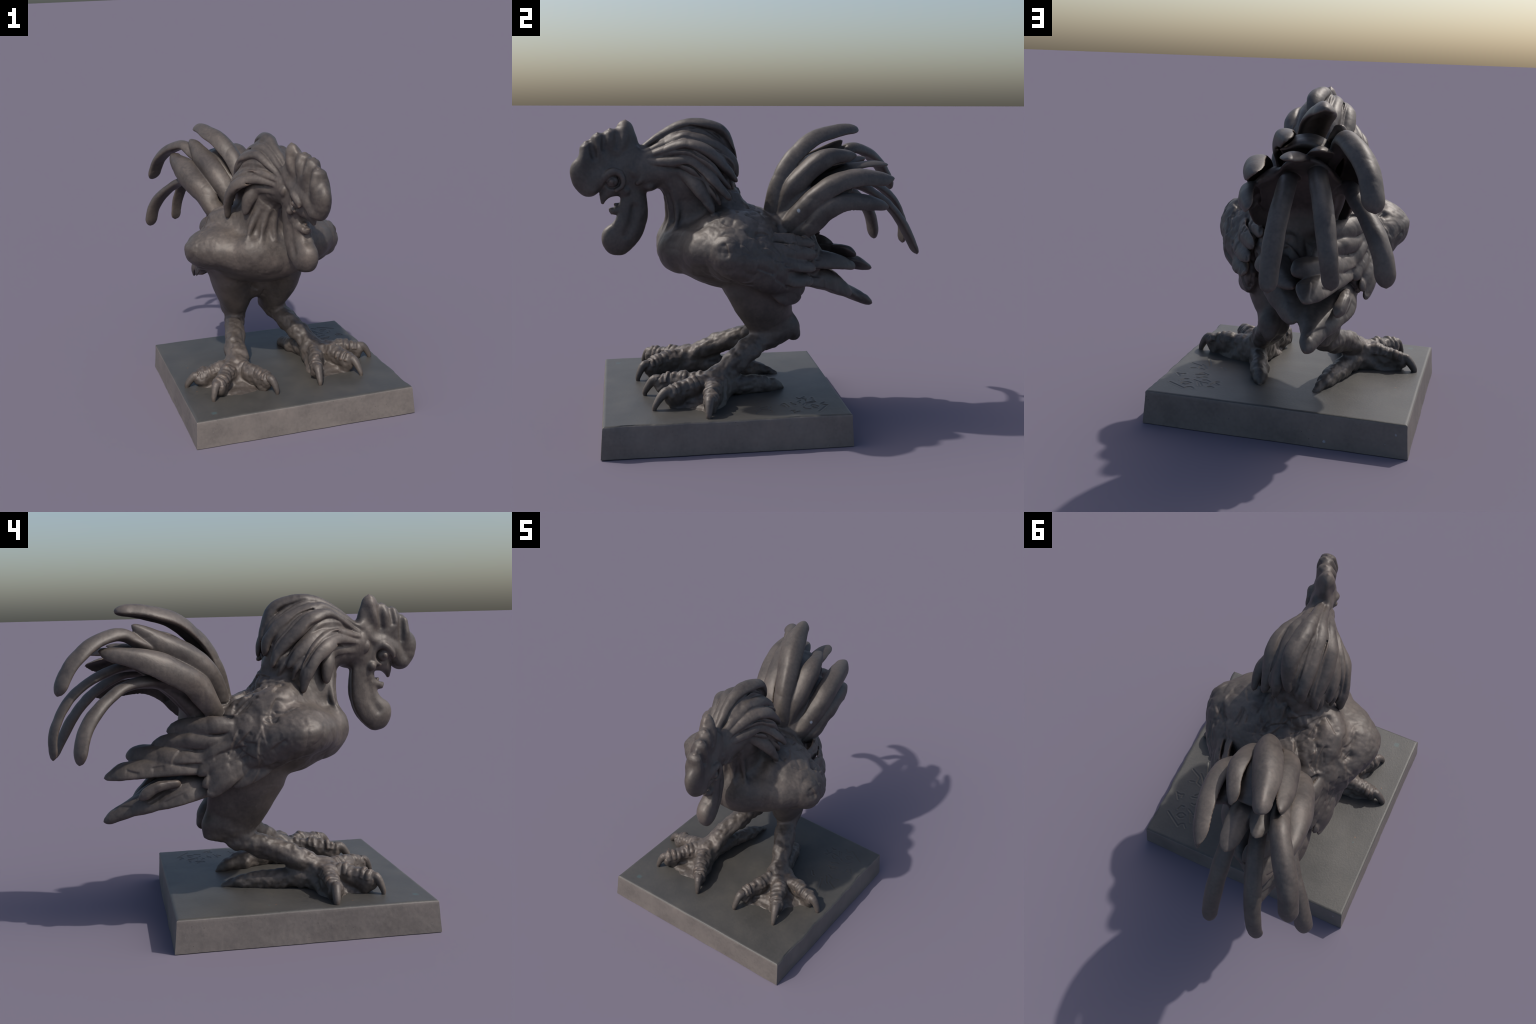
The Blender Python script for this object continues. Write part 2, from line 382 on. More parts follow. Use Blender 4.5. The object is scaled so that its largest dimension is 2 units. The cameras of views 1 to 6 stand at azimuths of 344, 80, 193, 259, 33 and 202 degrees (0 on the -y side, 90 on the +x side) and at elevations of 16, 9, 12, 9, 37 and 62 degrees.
# tail: a fused fan and its long sickle feathers
sweep(TAIL, [(-.085, .14, 1.02), (-.095, .24, 1.14), (-.115, .35, 1.255), (-.135, .46, 1.33), (-.145, .55, 1.37)],
      [.12, .15, .175, .17, .12], [.11, .09, .07, .045, .025], up=(0, -.7, .7), k=.05, camber=.35)
sweep(TAIL, [(-.06, .13, 1.10), (-.07, .20, 1.27), (-.10, .30, 1.40), (-.125, .40, 1.45), (-.14, .50, 1.455)],
      [.10, .125, .15, .15, .11], [.05, .05, .05, .04, .025], up=(0, -.7, .7), k=.03, camber=.4)
ellipsoid(TAIL, (-.08, .20, 1.04), (.15, .15, .12), k=.05)
for side in ([(.02, .19, 1.09), (.06, .30, 1.185), (.075, .42, 1.265), (.05, .52, 1.30)],):
    sweep(TAIL, side, [.07, .09, .085, .05], [.05, .045, .035, .02], up=(np.sign(side[0][0]) * .7, -.2, .6), k=.04)
T = {
    "crest": ([(-.05, .085, 1.10), (-.042, .118, 1.27), (-.07, .20, 1.43), (-.125, .334, 1.555), (-.175, .468, 1.602), (-.205, .575, 1.617), (-.221, .63, 1.618)],
              [.05, .06, .066, .072, .068, .05, .03], [.035, .034, .032, .03, .03, .028, .022], (.1, -.3, .9), .25),
    "left_a": ([(-.13, .10, 1.08), (-.17, .135, 1.22), (-.21, .20, 1.32), (-.247, .30, 1.40), (-.272, .413, 1.452), (-.285, .508, 1.502), (-.29, .57, 1.538)],
               [.045, .052, .056, .058, .052, .042, .025], [.034, .034, .032, .03, .028, .026, .02], (-.75, -.3, .6), .3),
    "left_b": ([(-.2, .14, 1.05), (-.275, .195, 1.16), (-.315, .273, 1.265), (-.36, .393, 1.34), (-.385, .508, 1.385), (-.395, .627, 1.41), (-.39, .735, 1.425)],
               [.045, .056, .062, .064, .058, .044, .022], [.034, .034, .032, .03, .028, .026, .018], (-.72, 0, .65), .3),
    "left_c": ([(-.20, .40, 1.33), (-.27, .52, 1.44), (-.309, .618, 1.495), (-.352, .70, 1.49), (-.408, .789, 1.452), (-.458, .863, 1.387), (-.484, .912, 1.313), (-.497, .937, 1.258)],
               [.04, .045, .048, .05, .052, .052, .048, .034], [.03, .032, .034, .034, .034, .034, .032, .026], (-.15, .55, .8), .15),
    "left_d": ([(-.2, .28, 1.12), (-.27, .41, 1.245), (-.335, .528, 1.27), (-.371, .632, 1.25), (-.428, .717, 1.195), (-.488, .788, 1.127), (-.526, .831, 1.055), (-.545, .854, .98), (-.55, .860, .942)],
               [.045, .045, .042, .04, .04, .042, .044, .046, .036], [.035, .034, .032, .032, .032, .034, .036, .036, .028], (-.1, .6, .75), .1),
    "middle_a": ([(-.16, .46, 1.34), (-.197, .605, 1.342), (-.225, .708, 1.315), (-.257, .81, 1.266), (-.286, .893, 1.197), (-.312, .95, 1.107), (-.330, .98, 1.025), (-.343, .985, .94)],
                 [.04, .042, .042, .043, .044, .043, .04, .026], [.028, .028, .027, .026, .026, .025, .024, .018], (0, .7, .7), .1),
    "middle_b": ([(-.06, .44, 1.30), (-.063, .585, 1.30), (-.071, .655, 1.282), (-.076, .742, 1.231), (-.077, .811, 1.173), (-.077, .882, 1.089), (-.078, .935, .996), (-.083, .982, .905)],
                 [.04, .042, .042, .042, .043, .043, .042, .028], [.028, .028, .027, .026, .026, .026, .025, .02], (0, .7, .7), .1),
    "right_a": ([(-.01, .12, 1.08), (.013, .158, 1.22), (.03, .203, 1.312), (.036, .281, 1.395), (.022, .38, 1.46), (-.005, .485, 1.482), (-.05, .595, 1.468)],
                [.045, .05, .052, .052, .05, .042, .024], [.034, .034, .032, .03, .03, .028, .02], (.65, -.3, .65), .3),
    "right_b": ([(.05, .16, 1.06), (.094, .24, 1.172), (.12, .337, 1.264), (.116, .457, 1.333), (.10, .581, 1.360), (.07, .697, 1.350), (.03, .80, 1.335)],
                [.045, .046, .046, .046, .046, .044, .026], [.034, .032, .03, .028, .026, .022, .016], (.6, -.15, .75), .25),
    "right_c": ([(.07, .20, 1.03), (.134, .296, 1.10), (.158, .384, 1.19), (.155, .487, 1.228), (.128, .617, 1.222), (.095, .707, 1.203), (.072, .758, 1.182)],
                [.04, .046, .046, .044, .042, .036, .022], [.034, .032, .03, .026, .024, .022, .018], (.75, .1, .65), .2),
    "inner_a": ([(-.09, .44, 1.34), (-.10, .55, 1.39), (-.105, .65, 1.41), (-.108, .73, 1.414), (-.112, .80, 1.41)],
                [.04, .046, .046, .042, .026], [.028, .026, .024, .022, .016], (0, .2, 1), .1),
    "inner_b": ([(-.16, .44, 1.36), (-.195, .56, 1.42), (-.215, .64, 1.44), (-.222, .695, 1.445)], [.04, .044, .04, .022], [.028, .026, .022, .016], (0, .2, 1), .1),
}
hollows = []
for name, (spine, w, t_, up, camber) in T.items():
    f = piece("tail_feather", TAIL)
    spine = np.array(spine); up_ = np.array(up) / np.linalg.norm(up)
    spine[1:-1] += up_ * .002
    if name in ('crest', 'left_a', 'right_a'):
        spine[:2] += (0, .007, 0)
    if name == 'crest':
        spine[2:] -= (0, 0, .004)
        t_ = np.array(t_) * 1.3
    if name not in ("crest", "left_c", "left_d", "middle_a", "middle_b"):
        w = np.array(w) * np.interp(np.linspace(0, 1, len(w)), [0, .3, .7, 1], [1.15, 1.3, 1.25, 1])
        t_ = np.array(t_) * .84
        w = w * 1.06
        if name == 'right_b':
            w = w * 1.12
            spine += up_ * .010
        if name == 'right_a':
            spine[:4] -= up_ * .010
        w[-1] = w[-2] * .8
        spine[-1] += (spine[-1] - spine[-2]) / np.linalg.norm(spine[-1] - spine[-2]) * .012
    else:
        w = np.array(w) * 1.03
        t_ = np.array(t_) * .88
        w[-1] = w[-2] * .96
        spine[-1] += (spine[-1] - spine[-2]) / np.linalg.norm(spine[-1] - spine[-2]) * .03
    if name not in ('left_c', 'left_d', 'middle_a', 'middle_b', 'inner_a', 'inner_b'):
        hollows.append((spine - up_ * (np.array(t_)[:, None] * 1.35), np.array(w) * .72, np.array(t_) * .9, up, f))
    sweep(f, spine, w, t_, up=up, k=.006, camber=camber + .12, p=1.9 if name in ('left_c', 'left_d', 'middle_a', 'middle_b') else 1.6, tip=1.3 if name in ('crest', 'left_c', 'left_d', 'middle_a', 'middle_b') else 2.0, twist=rng.uniform(-.25, .25))

for spine, w, t_, up, f in hollows:            # the blades are hollow beneath, with rolled rims
    m = len(spine) // 2
    sweep(f, spine[m - 1:], w[m - 1:], t_[m - 1:], up=up, k=.012, camber=.2, cut=True)

# saddle feathers: broad tongues hanging off the rump
saddle = piece("rump")
sweep(saddle, [(-.19, .10, .93), (-.21, .24, .90), (-.23, .32, .86)], [.16, .13, .09], [.14, .11, .07], up=(-.5, .3, .8), k=.04)
for spine, w, t_, up in (
        ([(-.35, .04, 1.05), (-.32, .20, 1.045), (-.25, .32, 1.035), (-.17, .42, 1.005)], [.03, .045, .048, .04], [.012, .018, .022, .02], (-.8, .3, .5)),
        ([(-.36, .08, .98), (-.318, .25, .97), (-.245, .38, .965), (-.165, .50, .94)], [.03, .043, .046, .04], [.012, .018, .022, .02], (-.9, .3, .3)),
        ([(-.35, .16, .905), (-.295, .32, .897), (-.225, .46, .902), (-.15, .57, .898), (-.10, .625, .882)], [.03, .05, .064, .06, .034], [.015, .022, .03, .03, .02], (-.6, .4, .7)),
        ([(-.31, .18, .85), (-.275, .34, .845), (-.235, .50, .835), (-.20, .64, .82), (-.187, .745, .785)], [.05, .064, .074, .07, .04], [.02, .03, .04, .04, .026], (-.5, .3, .85)),
        ([(-.30, .25, .77), (-.28, .38, .728), (-.25, .52, .678), (-.215, .66, .615), (-.204, .755, .565)], [.08, .105, .085, .05, .026], [.035, .038, .038, .032, .02], (-.6, .25, .75)),
        ([(-.13, .20, .82), (-.15, .34, .778), (-.17, .50, .71), (-.195, .64, .625), (-.203, .72, .575)], [.12, .115, .08, .04, .02], [.04, .04, .036, .028, .018], (0, .3, 1)),
        ([(.07, .22, .83), (.02, .37, .79), (-.06, .49, .73), (-.12, .61, .645)], [.085, .095, .08, .036], [.04, .04, .036, .02], (.55, .25, .8)),
        ([(.10, .26, .915), (.055, .39, .89), (-.03, .51, .858), (-.11, .615, .815)], [.07, .08, .07, .03], [.035, .04, .036, .02], (.5, .2, .85)),
        ([(-.335, .40, .775), (-.325, .49, .75), (-.315, .545, .72), (-.304, .58, .69)], [.02, .032, .034, .026], [.02, .028, .028, .02], (-.7, .3, .6))):
    f = piece("saddle_feather", saddle)
    u_ = np.array(up) / np.linalg.norm(up)
    spine = np.array(spine); spine[0] -= u_ * .025
    sweep(f, spine, w, t_, up=up, k=.007, camber=.1, p=1.55, tip=2.0, twist=rng.uniform(-.25, .25))

print("pieces", len(pieces))


# ------------------------------------------------------------------ skin over the field
def surface_net(f):
    s = f < 0
    n = np.array(f.shape)
    c = n - 1
    anyv = np.zeros(tuple(c), bool); allv = np.ones(tuple(c), bool)
    corners = [(i, j, k) for i in (0, 1) for j in (0, 1) for k in (0, 1)]
    for i, j, k in corners:
        v = s[i:i + c[0], j:j + c[1], k:k + c[2]]
        anyv |= v; allv &= v
    cells = np.argwhere(anyv & ~allv)
    del anyv, allv
    vid = np.full(tuple(c), -1, np.int32)
    vid[tuple(cells.T)] = np.arange(len(cells))
    val = np.stack([f[cells[:, 0] + i, cells[:, 1] + j, cells[:, 2] + k] for i, j, k in corners], 1)
    acc = np.zeros((len(cells), 3)); cnt = np.zeros(len(cells))
    C = np.array(corners)
    for a in range(8):
        for ax, st in ((0, 4), (1, 2), (2, 1)):
            if C[a][ax]:
                continue
            b = a + st
            m = (val[:, a] < 0) != (val[:, b] < 0)
            t = val[m, a] / (val[m, a] - val[m, b])
            p = np.repeat(C[a][None].astype(float), m.sum(), 0)
            p[:, ax] += t
            acc[m] += p; cnt[m] += 1
    pos = cells + acc / cnt[:, None]
    quads = []
    for ax in range(3):
        sl0 = [slice(None)] * 3; sl1 = [slice(None)] * 3
        sl0[ax] = slice(0, -1); sl1[ax] = slice(1, None)
        e = np.argwhere(s[tuple(sl0)] != s[tuple(sl1)])
        u, v = (ax + 1) % 3, (ax + 2) % 3
        e = e[(e[:, u] > 0) & (e[:, v] > 0) & (e[:, u] < n[u] - 1) & (e[:, v] < n[v] - 1)]
        du, dv = np.zeros(3, int), np.zeros(3, int)
        du[u] = 1; dv[v] = 1
        q = np.stack([vid[tuple((e - du - dv).T)], vid[tuple((e - dv).T)], vid[tuple(e.T)], vid[tuple((e - du).T)]], 1)
        flip = ~s[tuple(e.T)]
        q[flip] = q[flip][:, ::-1]
        quads.append(q)
    return pos, np.vstack(quads), cells


V, Q, cells = surface_net(field)
V = LO + V * H
own = owner[tuple(np.minimum(cells + (V - LO - cells * H > H / 2), np.array(owner.shape) - 1).T)]
del field


def normals(V):
    d = np.cross(V[Q[:, 2]] - V[Q[:, 0]], V[Q[:, 3]] - V[Q[:, 1]])
    n = np.zeros_like(V)
    for i in range(4):
        for a in range(3):
            n[:, a] += np.bincount(Q[:, i], d[:, a], len(V))
    return n / (np.linalg.norm(n, axis=1)[:, None] + 1e-12)


def relax(V, times, amount):
    e = np.vstack([Q[:, [i, (i + 1) % 4]] for i in range(4)])
    deg = np.bincount(e[:, 0], minlength=len(V)) + np.bincount(e[:, 1], minlength=len(V))
    for _ in range(times):
        m = np.stack([np.bincount(e[:, 0], V[e[:, 1], a], len(V)) + np.bincount(e[:, 1], V[e[:, 0], a], len(V)) for a in range(3)], 1) / deg[:, None]
        V = V + amount * (m - V)
    return V


def hashed(i):
    h = (i[..., 0] * 374761393 + i[..., 1] * 668265263 + i[..., 2] * 2147483647 + 1274126177) & 0xFFFFFFFF
    h = ((h ^ (h >> 13)) * 1274126177) & 0xFFFFFFFF
    return ((h ^ (h >> 16)) & 0xFFFF) / 65535.0 * 2 - 1


def noise(P, scale, seed=0):
    q = P * scale + seed * 17.31 + 100
    i = np.floor(q).astype(np.int64)
    f = q - i
    f = f * f * f * (f * (f * 6 - 15) + 10)
    out = 0
    for a in (0, 1):
        for b in (0, 1):
            for c in (0, 1):
                wgt = (f[:, 0] if a else 1 - f[:, 0]) * (f[:, 1] if b else 1 - f[:, 1]) * (f[:, 2] if c else 1 - f[:, 2])
                out = out + wgt * hashed(i + np.array([a, b, c]))
    return out


V = relax(V, 1, .4)
nrm = normals(V)


def soften(x, times):
    return relax(np.repeat(np.asarray(x, float)[:, None], 3, 1), times, 1.0)[:, 0]


kinds = np.array([k for k, _ in pieces])[own]
rough = np.where(np.isin(kinds, ["torso", "wing"]), 1.0, np.where(np.isin(kinds, ["rump", "wing_feather", "saddle_feather"]), .4, .15))
rough = np.where(kinds == "neck", .4, rough)
rough = np.where((kinds == "leg") & (V[:, 2] > .5), .7, rough)
rough = np.where(np.isin(kinds, ["comb", "wattle"]), .3, rough)
rough = np.where(np.isin(kinds, ["tail_feather"]), .25, rough)
rough = np.where(np.isin(kinds, ["leg"]), .35, rough)
rough = np.where(np.isin(kinds, ["hackle", "hackle_feather"]), .4, rough)
smooth = np.clip((V[:, 1] + .42) / .2, 0, 1) * np.clip((V[:, 2] - .80) / .1, 0, 1)     # breast and belly stay smooth
rough = np.where(kinds == "torso", rough * (.45 + .55 * smooth), rough)
rough = np.where(kinds == "wing", rough * (.6 + .4 * smooth), rough)
rough = soften(rough, 10)
lumps = noise(V, 9, 1) * .009 + noise(V, 19, 2) * .003 + noise(V, 50, 3) * .0014 + (np.abs(noise(V, 8, 31)) - .25) * .016 + (np.abs(noise(V, 15, 32)) - .25) * .004
V = V + nrm * (lumps * rough)[:, None]
scaly = np.isin(kinds, ["leg", "foot", "toe"]) * np.clip((.50 - V[:, 2]) / .06, 0, 1)
V = V + nrm * (scaly * (noise(V, 17, 21) * .010 + noise(V, 34, 23) * .005 + noise(V, 60, 22) * .0015))[:, None]
# modelling-tool gouges and pressed-on pellets, mostly raked backwards
shift = np.zeros(len(V))
smooth2 = np.clip((V[:, 1] + np.where(V[:, 0] > 0, .27, .22)) / .12, .08, 1)
grain = np.where(np.isin(kinds, ["torso", "wing"]), rough * smooth2, np.where(np.isin(kinds, ["rump", "saddle_feather", "wing_feather"]), .22, 0))
grain = soften(grain, 8)
pool = np.flatnonzero(grain > .06)
weight = grain[pool] ** 1.5; weight /= weight.sum()
for i, seed in enumerate(rng.choice(pool, 190, p=weight)):
    n0 = nrm[seed]
    rake = np.array([0, .8, -.5]) + rng.normal(0, .55, 3)
    rake -= n0 * (rake @ n0); rake /= np.linalg.norm(rake)
    side = np.cross(n0, rake)
    L, wd = rng.uniform(.012, .065), rng.uniform(.008, .016)
    m = np.flatnonzero(np.abs(V - V[seed]).max(1) < L + .04)
    d = V[m] - V[seed]
    u, v_ = d @ rake, d @ side
    v_ = v_ + rng.normal(0, 2.5) * u * u
    over = np.maximum(np.abs(u) - L, 0)
    wall = np.where(v_ < 0, (v_ / (.45 * wd)) ** 2, (v_ / (2.4 * wd)) ** 2)      # steep on one side, fading on the other
    same = (nrm[m] @ n0 > .2) * np.clip(.35 + grain[m] * 1.5, 0, 1) * (grain[m] > .03)
    if i % 5 == 0:                              # a pressed-on flake of clay
        shift[m] += same * rng.uniform(.003, .006) * np.exp(-((u / (L * .8)) ** 2 + (v_ / (wd * 2)) ** 2) ** 1.5)
    else:
        shift[m] -= same * rng.uniform(.004, .010) * np.exp(-wall - (over / wd) ** 2)
V = V + nrm * shift[:, None]
nrm = normals(V)

# ------------------------------------------------------------------ materials
def bronze(name, dark, mid, light, wear, rough_lo=.42, rough_hi=.6, metal=.0, bump=.12, spots=(), flecks=None):
    m = bpy.data.materials.new(name)
    m.use_nodes = True
    nt = m.node_tree; nd = nt.nodes; ln = nt.links
    bsdf = nd["Principled BSDF"]
    tc = nd.new("ShaderNodeTexCoord")
    def nz(scale, detail, rough=.6):
        n = nd.new("ShaderNodeTexNoise"); n.inputs["Scale"].default_value = scale; n.inputs["Detail"].default_value = detail; n.inputs["Roughness"].default_value = rough
        ln.new(tc.outputs["Object"], n.inputs["Vector"]); return n
    a = nz(5, 6); b = nz(60, 4)
    ramp = nd.new("ShaderNodeValToRGB")
    ramp.color_ramp.elements[0].position = .3; ramp.color_ramp.elements[0].color = (*dark, 1)
    ramp.color_ramp.elements[1].position = .72; ramp.color_ramp.elements[1].color = (*light, 1)
    e = ramp.color_ramp.elements.new(.5); e.color = (*mid, 1)
    mix = nd.new("ShaderNodeMath"); mix.operation = "MULTIPLY_ADD"; mix.inputs[1].default_value = .5
    ln.new(b.outputs["Fac"], mix.inputs[0]); 
    sub = nd.new("ShaderNodeMath"); sub.operation = "SUBTRACT"; sub.inputs[1].default_value = .25
    ln.new(a.outputs["Fac"], sub.inputs[0]); ln.new(sub.outputs[0], mix.inputs[2])
    ln.new(mix.outputs[0], ramp.inputs[0])
    col = ramp.outputs[0]
    if wear:
        geo = nd.new("ShaderNodeNewGeometry")
        wr = nd.new("ShaderNodeMapRange"); wr.inputs[1].default_value = .52; wr.inputs[2].default_value = .60; wr.inputs[4].default_value = .6
        ln.new(geo.outputs["Pointiness"], wr.inputs[0])
        mx = nd.new("ShaderNodeMix"); mx.data_type = "RGBA"
        ln.new(wr.outputs[0], mx.inputs["Factor"]); ln.new(col, mx.inputs["A"]); mx.inputs["B"].default_value = (*wear, 1)
        col = mx.outputs["Result"]
    def blend(fac, colour):
        nonlocal col
        mx = nd.new("ShaderNodeMix"); mx.data_type = "RGBA"
        ln.new(fac, mx.inputs["Factor"]); ln.new(col, mx.inputs["A"]); mx.inputs["B"].default_value = (*colour, 1)
        col = mx.outputs["Result"]
    for place, size, colour in spots:           # dried drops of lime, paint and verdigris
        off = nz(70, 2); vm = nd.new("ShaderNodeVectorMath"); vm.operation = "MULTIPLY_ADD"
        ln.new(off.outputs["Color"], vm.inputs[0]); vm.inputs[1].default_value = (size,) * 3
        ln.new(tc.outputs["Object"], vm.inputs[2])
        dd = nd.new("ShaderNodeVectorMath"); dd.operation = "DISTANCE"
        ln.new(vm.outputs[0], dd.inputs[0]); dd.inputs[1].default_value = tuple(q + size * .5 for q in place)
        mr = nd.new("ShaderNodeMapRange"); mr.inputs[1].default_value = size; mr.inputs[2].default_value = size * .6; mr.inputs[4].default_value = .75
        ln.new(dd.outputs["Value"], mr.inputs[0]); blend(mr.outputs[0], colour)
    if flecks:                                  # pits and stains scattered over the cast faces
        for scale, lim, colour in flecks:
            v = nd.new("ShaderNodeTexVoronoi"); v.inputs["Scale"].default_value = scale
            ln.new(tc.outputs["Object"], v.inputs["Vector"])
            mr = nd.new("ShaderNodeMapRange"); mr.inputs[1].default_value = lim; mr.inputs[2].default_value = lim * .5; mr.inputs[4].default_value = .7
            ln.new(v.outputs["Distance"], mr.inputs[0])
            gate = nz(6, 1); gm = nd.new("ShaderNodeMapRange"); gm.inputs[1].default_value = .54; gm.inputs[2].default_value = .62
            ln.new(gate.outputs["Fac"], gm.inputs[0])
            mu = nd.new("ShaderNodeMath"); mu.operation = "MULTIPLY"; ln.new(mr.outputs[0], mu.inputs[0]); ln.new(gm.outputs[0], mu.inputs[1])
            blend(mu.outputs[0], colour)
    ln.new(col, bsdf.inputs["Base Color"])
    rr = nd.new("ShaderNodeMapRange"); rr.inputs[3].default_value = rough_lo; rr.inputs[4].default_value = rough_hi
    ln.new(b.outputs["Fac"], rr.inputs[0]); ln.new(rr.outputs[0], bsdf.inputs["Roughness"])
    bsdf.inputs["Metallic"].default_value = metal
    bp = nd.new("ShaderNodeBump"); bp.inputs["Strength"].default_value = bump; bp.inputs["Distance"].default_value = .006
    ln.new(nz(90, 5).outputs["Fac"], bp.inputs["Height"]); ln.new(bp.outputs[0], bsdf.inputs["Normal"])
    return m


LIME, TEAL, RUST = (.30, .34, .40), (.055, .085, .085), (.15, .08, .045)
BODY = bronze("bronze_patina", (.052, .043, .039), (.078, .065, .057), (.112, .091, .078), (.23, .145, .095), .45, .6, .15)
TAIL_BRONZE = bronze("bronze_patina_spotted", (.052, .043, .039), (.078, .065, .057), (.112, .091, .078), (.23, .145, .095), .45, .6, .15,
                     spots=(((.131, .230, 1.175), .014, LIME), ((.160, .354, 1.170), .012, LIME), ((.13, .27, 1.085), .011, LIME), ((.14, .30, 1.13), .007, LIME)))
PLATE_TOP = bronze("plate_top_patina", (.043, .041, .038), (.053, .050, .046), (.066, .061, .054), None, .42, .58,
                   spots=(((-.547, -.773, .167), .02, TEAL), ((.235, -.528, .168), .010, TEAL), ((-.567, -.437, .167), .006, RUST), ((-.537, -.053, .167), .007, RUST), ((-.537, -.017, .167), .007, TEAL)),
                   flecks=((26, .05, (.16, .15, .14)),))
PLATE_SIDE = bronze("plate_side_patina", (.108, .094, .086), (.135, .118, .107), (.16, .138, .124), None, .5, .68,
                    spots=(((-.596, .463, .112), .011, LIME), ((-.257, .460, .034), .011, LIME), ((-.417, .463, .084), .007, LIME), ((-.549, .463, .059), .006, LIME), ((.16, .45, .160), .008, LIME)),
                    flecks=((45, .16, (.05, .045, .042)), (30, .06, (.28, .28, .28))))

# ------------------------------------------------------------------ objects
col = bpy.context.scene.collection
root = bpy.data.objects.new("rooster_statue", None)
root["label"] = "dark bronze rooster bending forward, beak open, on square plate"
root["category"] = "sculpture"
col.objects.link(root)


def add(name, verts, faces, parent, mats, vnormals=None, fmat=None):
    me = bpy.data.meshes.new(name)
    me.from_pydata([tuple(v) for v in verts], [], [tuple(map(int, f)) for f in faces]) if not isinstance(faces, np.ndarray) else fast_mesh(me, verts, faces)
    for m in mats:
        me.materials.append(m)
    me.polygons.foreach_set("use_smooth", np.ones(len(me.polygons), bool))
    if fmat is not None:
        me.polygons.foreach_set("material_index", fmat)
    me.update()
    if vnormals is not None:
        me.normals_split_custom_set_from_vertices(vnormals.tolist())
    ob = bpy.data.objects.new(name, me)
    ob.parent = parent
    col.objects.link(ob)
    return ob


def fast_mesh(me, verts, faces):
    me.vertices.add(len(verts)); me.vertices.foreach_set("co", np.asarray(verts, np.float32).ravel())
    me.loops.add(faces.size); me.loops.foreach_set("vertex_index", faces.astype(np.int32).ravel())
    me.polygons.add(len(faces)); me.polygons.foreach_set("loop_start", np.arange(0, faces.size, faces.shape[1], dtype=np.int32))
    me.update(calc_edges=True); me.validate()


fo = own[Q]
face_piece = np.where((fo[:, 0] == fo[:, 1]) | (fo[:, 0] == fo[:, 2]) | (fo[:, 0] == fo[:, 3]), fo[:, 0], fo[:, 2])
made = {}
for i, (kind, parent) in enumerate(pieces):
    fs = Q[face_piece == i]
    if not len(fs):
        continue
    used, inv = np.unique(fs, return_inverse=True)
    par = made.get(parent, root) if parent is not None else root
    made[i] = add(kind, V[used], inv.reshape(-1, 4), par, [TAIL_BRONZE if kind in ('tail', 'tail_feather') else BODY], nrm[used])


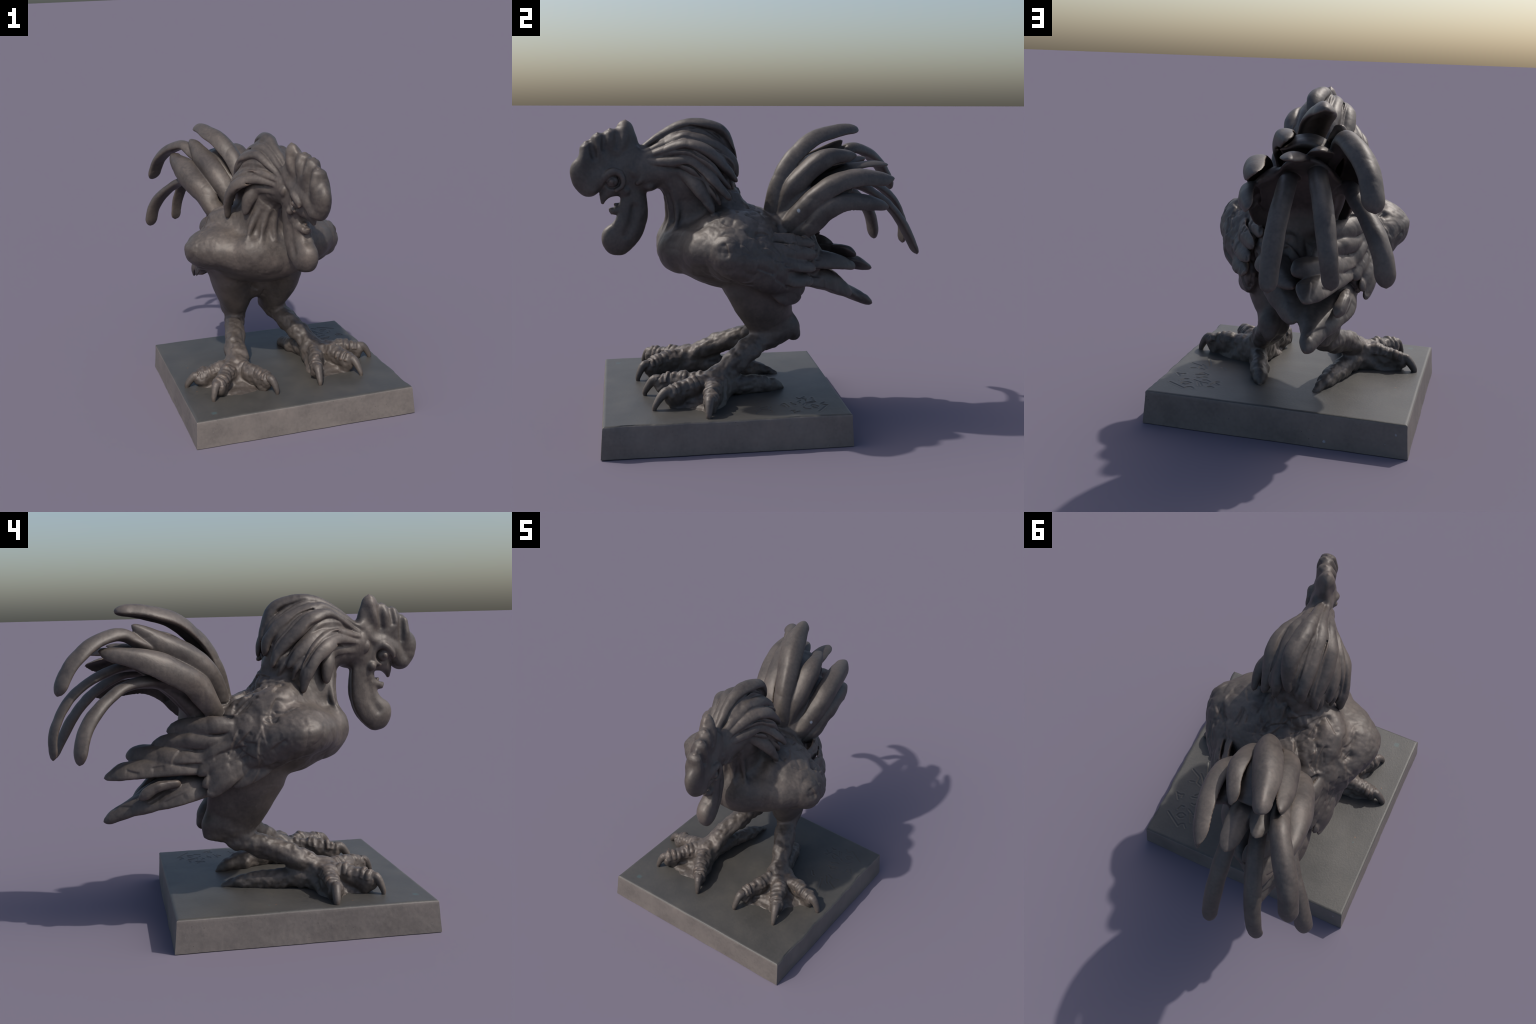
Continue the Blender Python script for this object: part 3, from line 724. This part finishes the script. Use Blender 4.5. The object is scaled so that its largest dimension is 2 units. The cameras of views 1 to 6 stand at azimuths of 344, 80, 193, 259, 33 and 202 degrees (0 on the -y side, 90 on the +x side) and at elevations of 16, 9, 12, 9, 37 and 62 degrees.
# ------------------------------------------------------------------ the plate
def plate():
    n = 380
    top = {"a": (-.667, -.852, .163), "b": (.660, -.866, .170), "c": (.666, .415, .172), "d": (-.650, .453, .166)}
    bot = {"a": (-.679, -.864, .0), "b": (.670, -.878, .002), "c": (.678, .423, .0), "d": (-.661, .468, .0)}
    u = np.linspace(0, 1, n)
    X, Y = np.meshgrid(u, u, indexing="ij")
    bil = lambda q, X, Y: ((1 - X) * (1 - Y))[..., None] * np.array(q["a"]) + (X * (1 - Y))[..., None] * np.array(q["b"]) + (X * Y)[..., None] * np.array(q["c"]) + ((1 - X) * Y)[..., None] * np.array(q["d"])
    inset = .011
    P = bil(top, inset + X * (1 - 2 * inset), inset + Y * (1 - 2 * inset))
    flat = P.reshape(-1, 3)
    flat[:, 2] += noise(flat * (1, 1, 0), 4, 5) * .003 + noise(flat * (1, 1, 0), 12, 6) * .0006
    for line in STROKES:                       # the scratched signature
        line = np.array(line)
        d = np.full(len(flat), 1.0)
        m = np.all((flat[:, :2] > line.min(0) - .03) & (flat[:, :2] < line.max(0) + .03), 1)
        for a, b in zip(line, line[1:]):
            ab = b - a
            t = np.clip(((flat[m, :2] - a) @ ab) / (ab @ ab), 0, 1)
            d[m] = np.minimum(d[m], np.linalg.norm(flat[m, :2] - a - t[:, None] * ab, axis=1))
        flat[:, 2] -= .0028 * np.exp(-(d / .0038) ** 2) - .0008 * np.exp(-((d - .009) / .004) ** 2)
    grid = np.arange(n * n).reshape(n, n)
    faces = [np.stack([grid[:-1, :-1], grid[1:, :-1], grid[1:, 1:], grid[:-1, 1:]], -1).reshape(-1, 4)]
    edge = np.concatenate([grid[:-1, 0], grid[-1, :-1], grid[:0:-1, -1], grid[0, :0:-1]])
    xy = np.stack([X.ravel()[edge], Y.ravel()[edge]], 1)
    E = bil(top, xy[:, 0], xy[:, 1]); Bm = bil(bot, xy[:, 0], xy[:, 1])
    Pin = flat[edge]
    rows = [edge]
    allv = [flat]
    mats = [np.zeros(len(faces[0]), np.int32)]
    count = len(flat)
    levels = [("r", a) for a in (.35, .7, 1.0)] + [("s", s) for s in np.linspace(.08, 1, 14)]
    ax = np.abs(xy[:, 0] - 1) < 1e-6
    for kind, a in levels:
        if kind == "r":
            ang = a * math.pi / 2
            R = E.copy(); R[:, 2] -= .010
            p = Pin + (R - Pin) * np.stack([np.full(len(edge), math.sin(ang))] * 2 + [np.full(len(edge), 1 - math.cos(ang))], 1)
        else:
            R = E.copy(); R[:, 2] -= .010
            p = R + (Bm - R) * a
            out = (E - np.array([0, -.2, 0])) * (1, 1, 0); out /= np.linalg.norm(out, axis=1)[:, None]
            p = p + out * (noise(p, 9, 7) * .0025 + noise(p, 50, 8) * .0008)[:, None]
            if a == 1:
                p[:, 2] = np.maximum(0, p[:, 2] + np.minimum(0, 0))
        # the right-hand rim is chipped and wavy
        chip = ax * (np.maximum(0, noise(p * (0, 1, 0), 9, 9)) * .012 + noise(p * (0, 1, 0), 30, 10) * .002) * (1 if kind == "r" else max(0, 1 - 2 * a))
        p[:, 0] -= chip
        allv.append(p)
        new = count + np.arange(len(edge)); count += len(edge)
        old = rows[-1]
        faces.append(np.stack([old, np.roll(old, -1), np.roll(new, -1), new], 1)[:, ::-1])
        mats.append(np.full(len(edge), 1 if kind == "s" or a > .9 else 0, np.int32))
        rows.append(new)
    c = np.array([[0, -.2, .002]])
    allv.append(c)
    Vp = np.vstack(allv)
    Fp = np.vstack(faces)
    last = rows[-1]
    fan = np.stack([last, np.roll(last, -1), np.full(len(last), count), np.full(len(last), count)], 1)
    ob = add("base_plate", Vp, Fp, root, [PLATE_TOP, PLATE_SIDE], None, np.concatenate(mats))
    ob.data.set_sharp_from_angle(angle=math.radians(50))
    return ob


STROKES = [
    [(0.593, 0.253), (0.543, 0.287), (0.494, 0.320), (0.484, 0.299), (0.467, 0.291), (0.448, 0.312)],
    [(0.531, 0.258), (0.509, 0.266), (0.489, 0.254), (0.485, 0.237), (0.508, 0.229), (0.525, 0.240), (0.531, 0.258)],
    [(0.545, 0.216), (0.536, 0.187), (0.517, 0.186)],
    [(0.483, 0.190), (0.441, 0.212), (0.401, 0.218)],
    [(0.458, 0.212), (0.434, 0.265)],
    [(0.447, 0.214), (0.418, 0.263)],
    [(0.439, 0.180), (0.422, 0.174), (0.398, 0.192)],
    [(0.381, 0.227), (0.372, 0.203), (0.367, 0.184), (0.351, 0.181)],
    [(0.361, 0.205), (0.340, 0.223)],
    [(0.387, 0.264), (0.374, 0.257), (0.356, 0.265)],
    [(0.503, 0.107), (0.473, 0.102), (0.437, 0.093)],
    [(0.488, 0.089), (0.469, 0.069), (0.441, 0.091)],
    [(0.483, 0.148), (0.464, 0.152), (0.450, 0.131), (0.431, 0.133)],
    [(0.604, 0.113), (0.576, 0.151)],
    [(0.595, 0.117), (0.574, 0.118), (0.559, 0.110), (0.559, 0.131)],
    [(0.582, -0.076), (0.546, -0.056), (0.519, -0.041), (0.517, -0.001), (0.485, 0.013)],
    [(0.520, -0.066), (0.498, -0.044), (0.476, -0.007)],
    [(0.561, 0.008), (0.537, 0.003)],
    [(0.509, -0.161), (0.467, -0.047)],
    [(0.406, -0.050), (0.393, -0.047), (0.371, -0.018)],
]
plate()
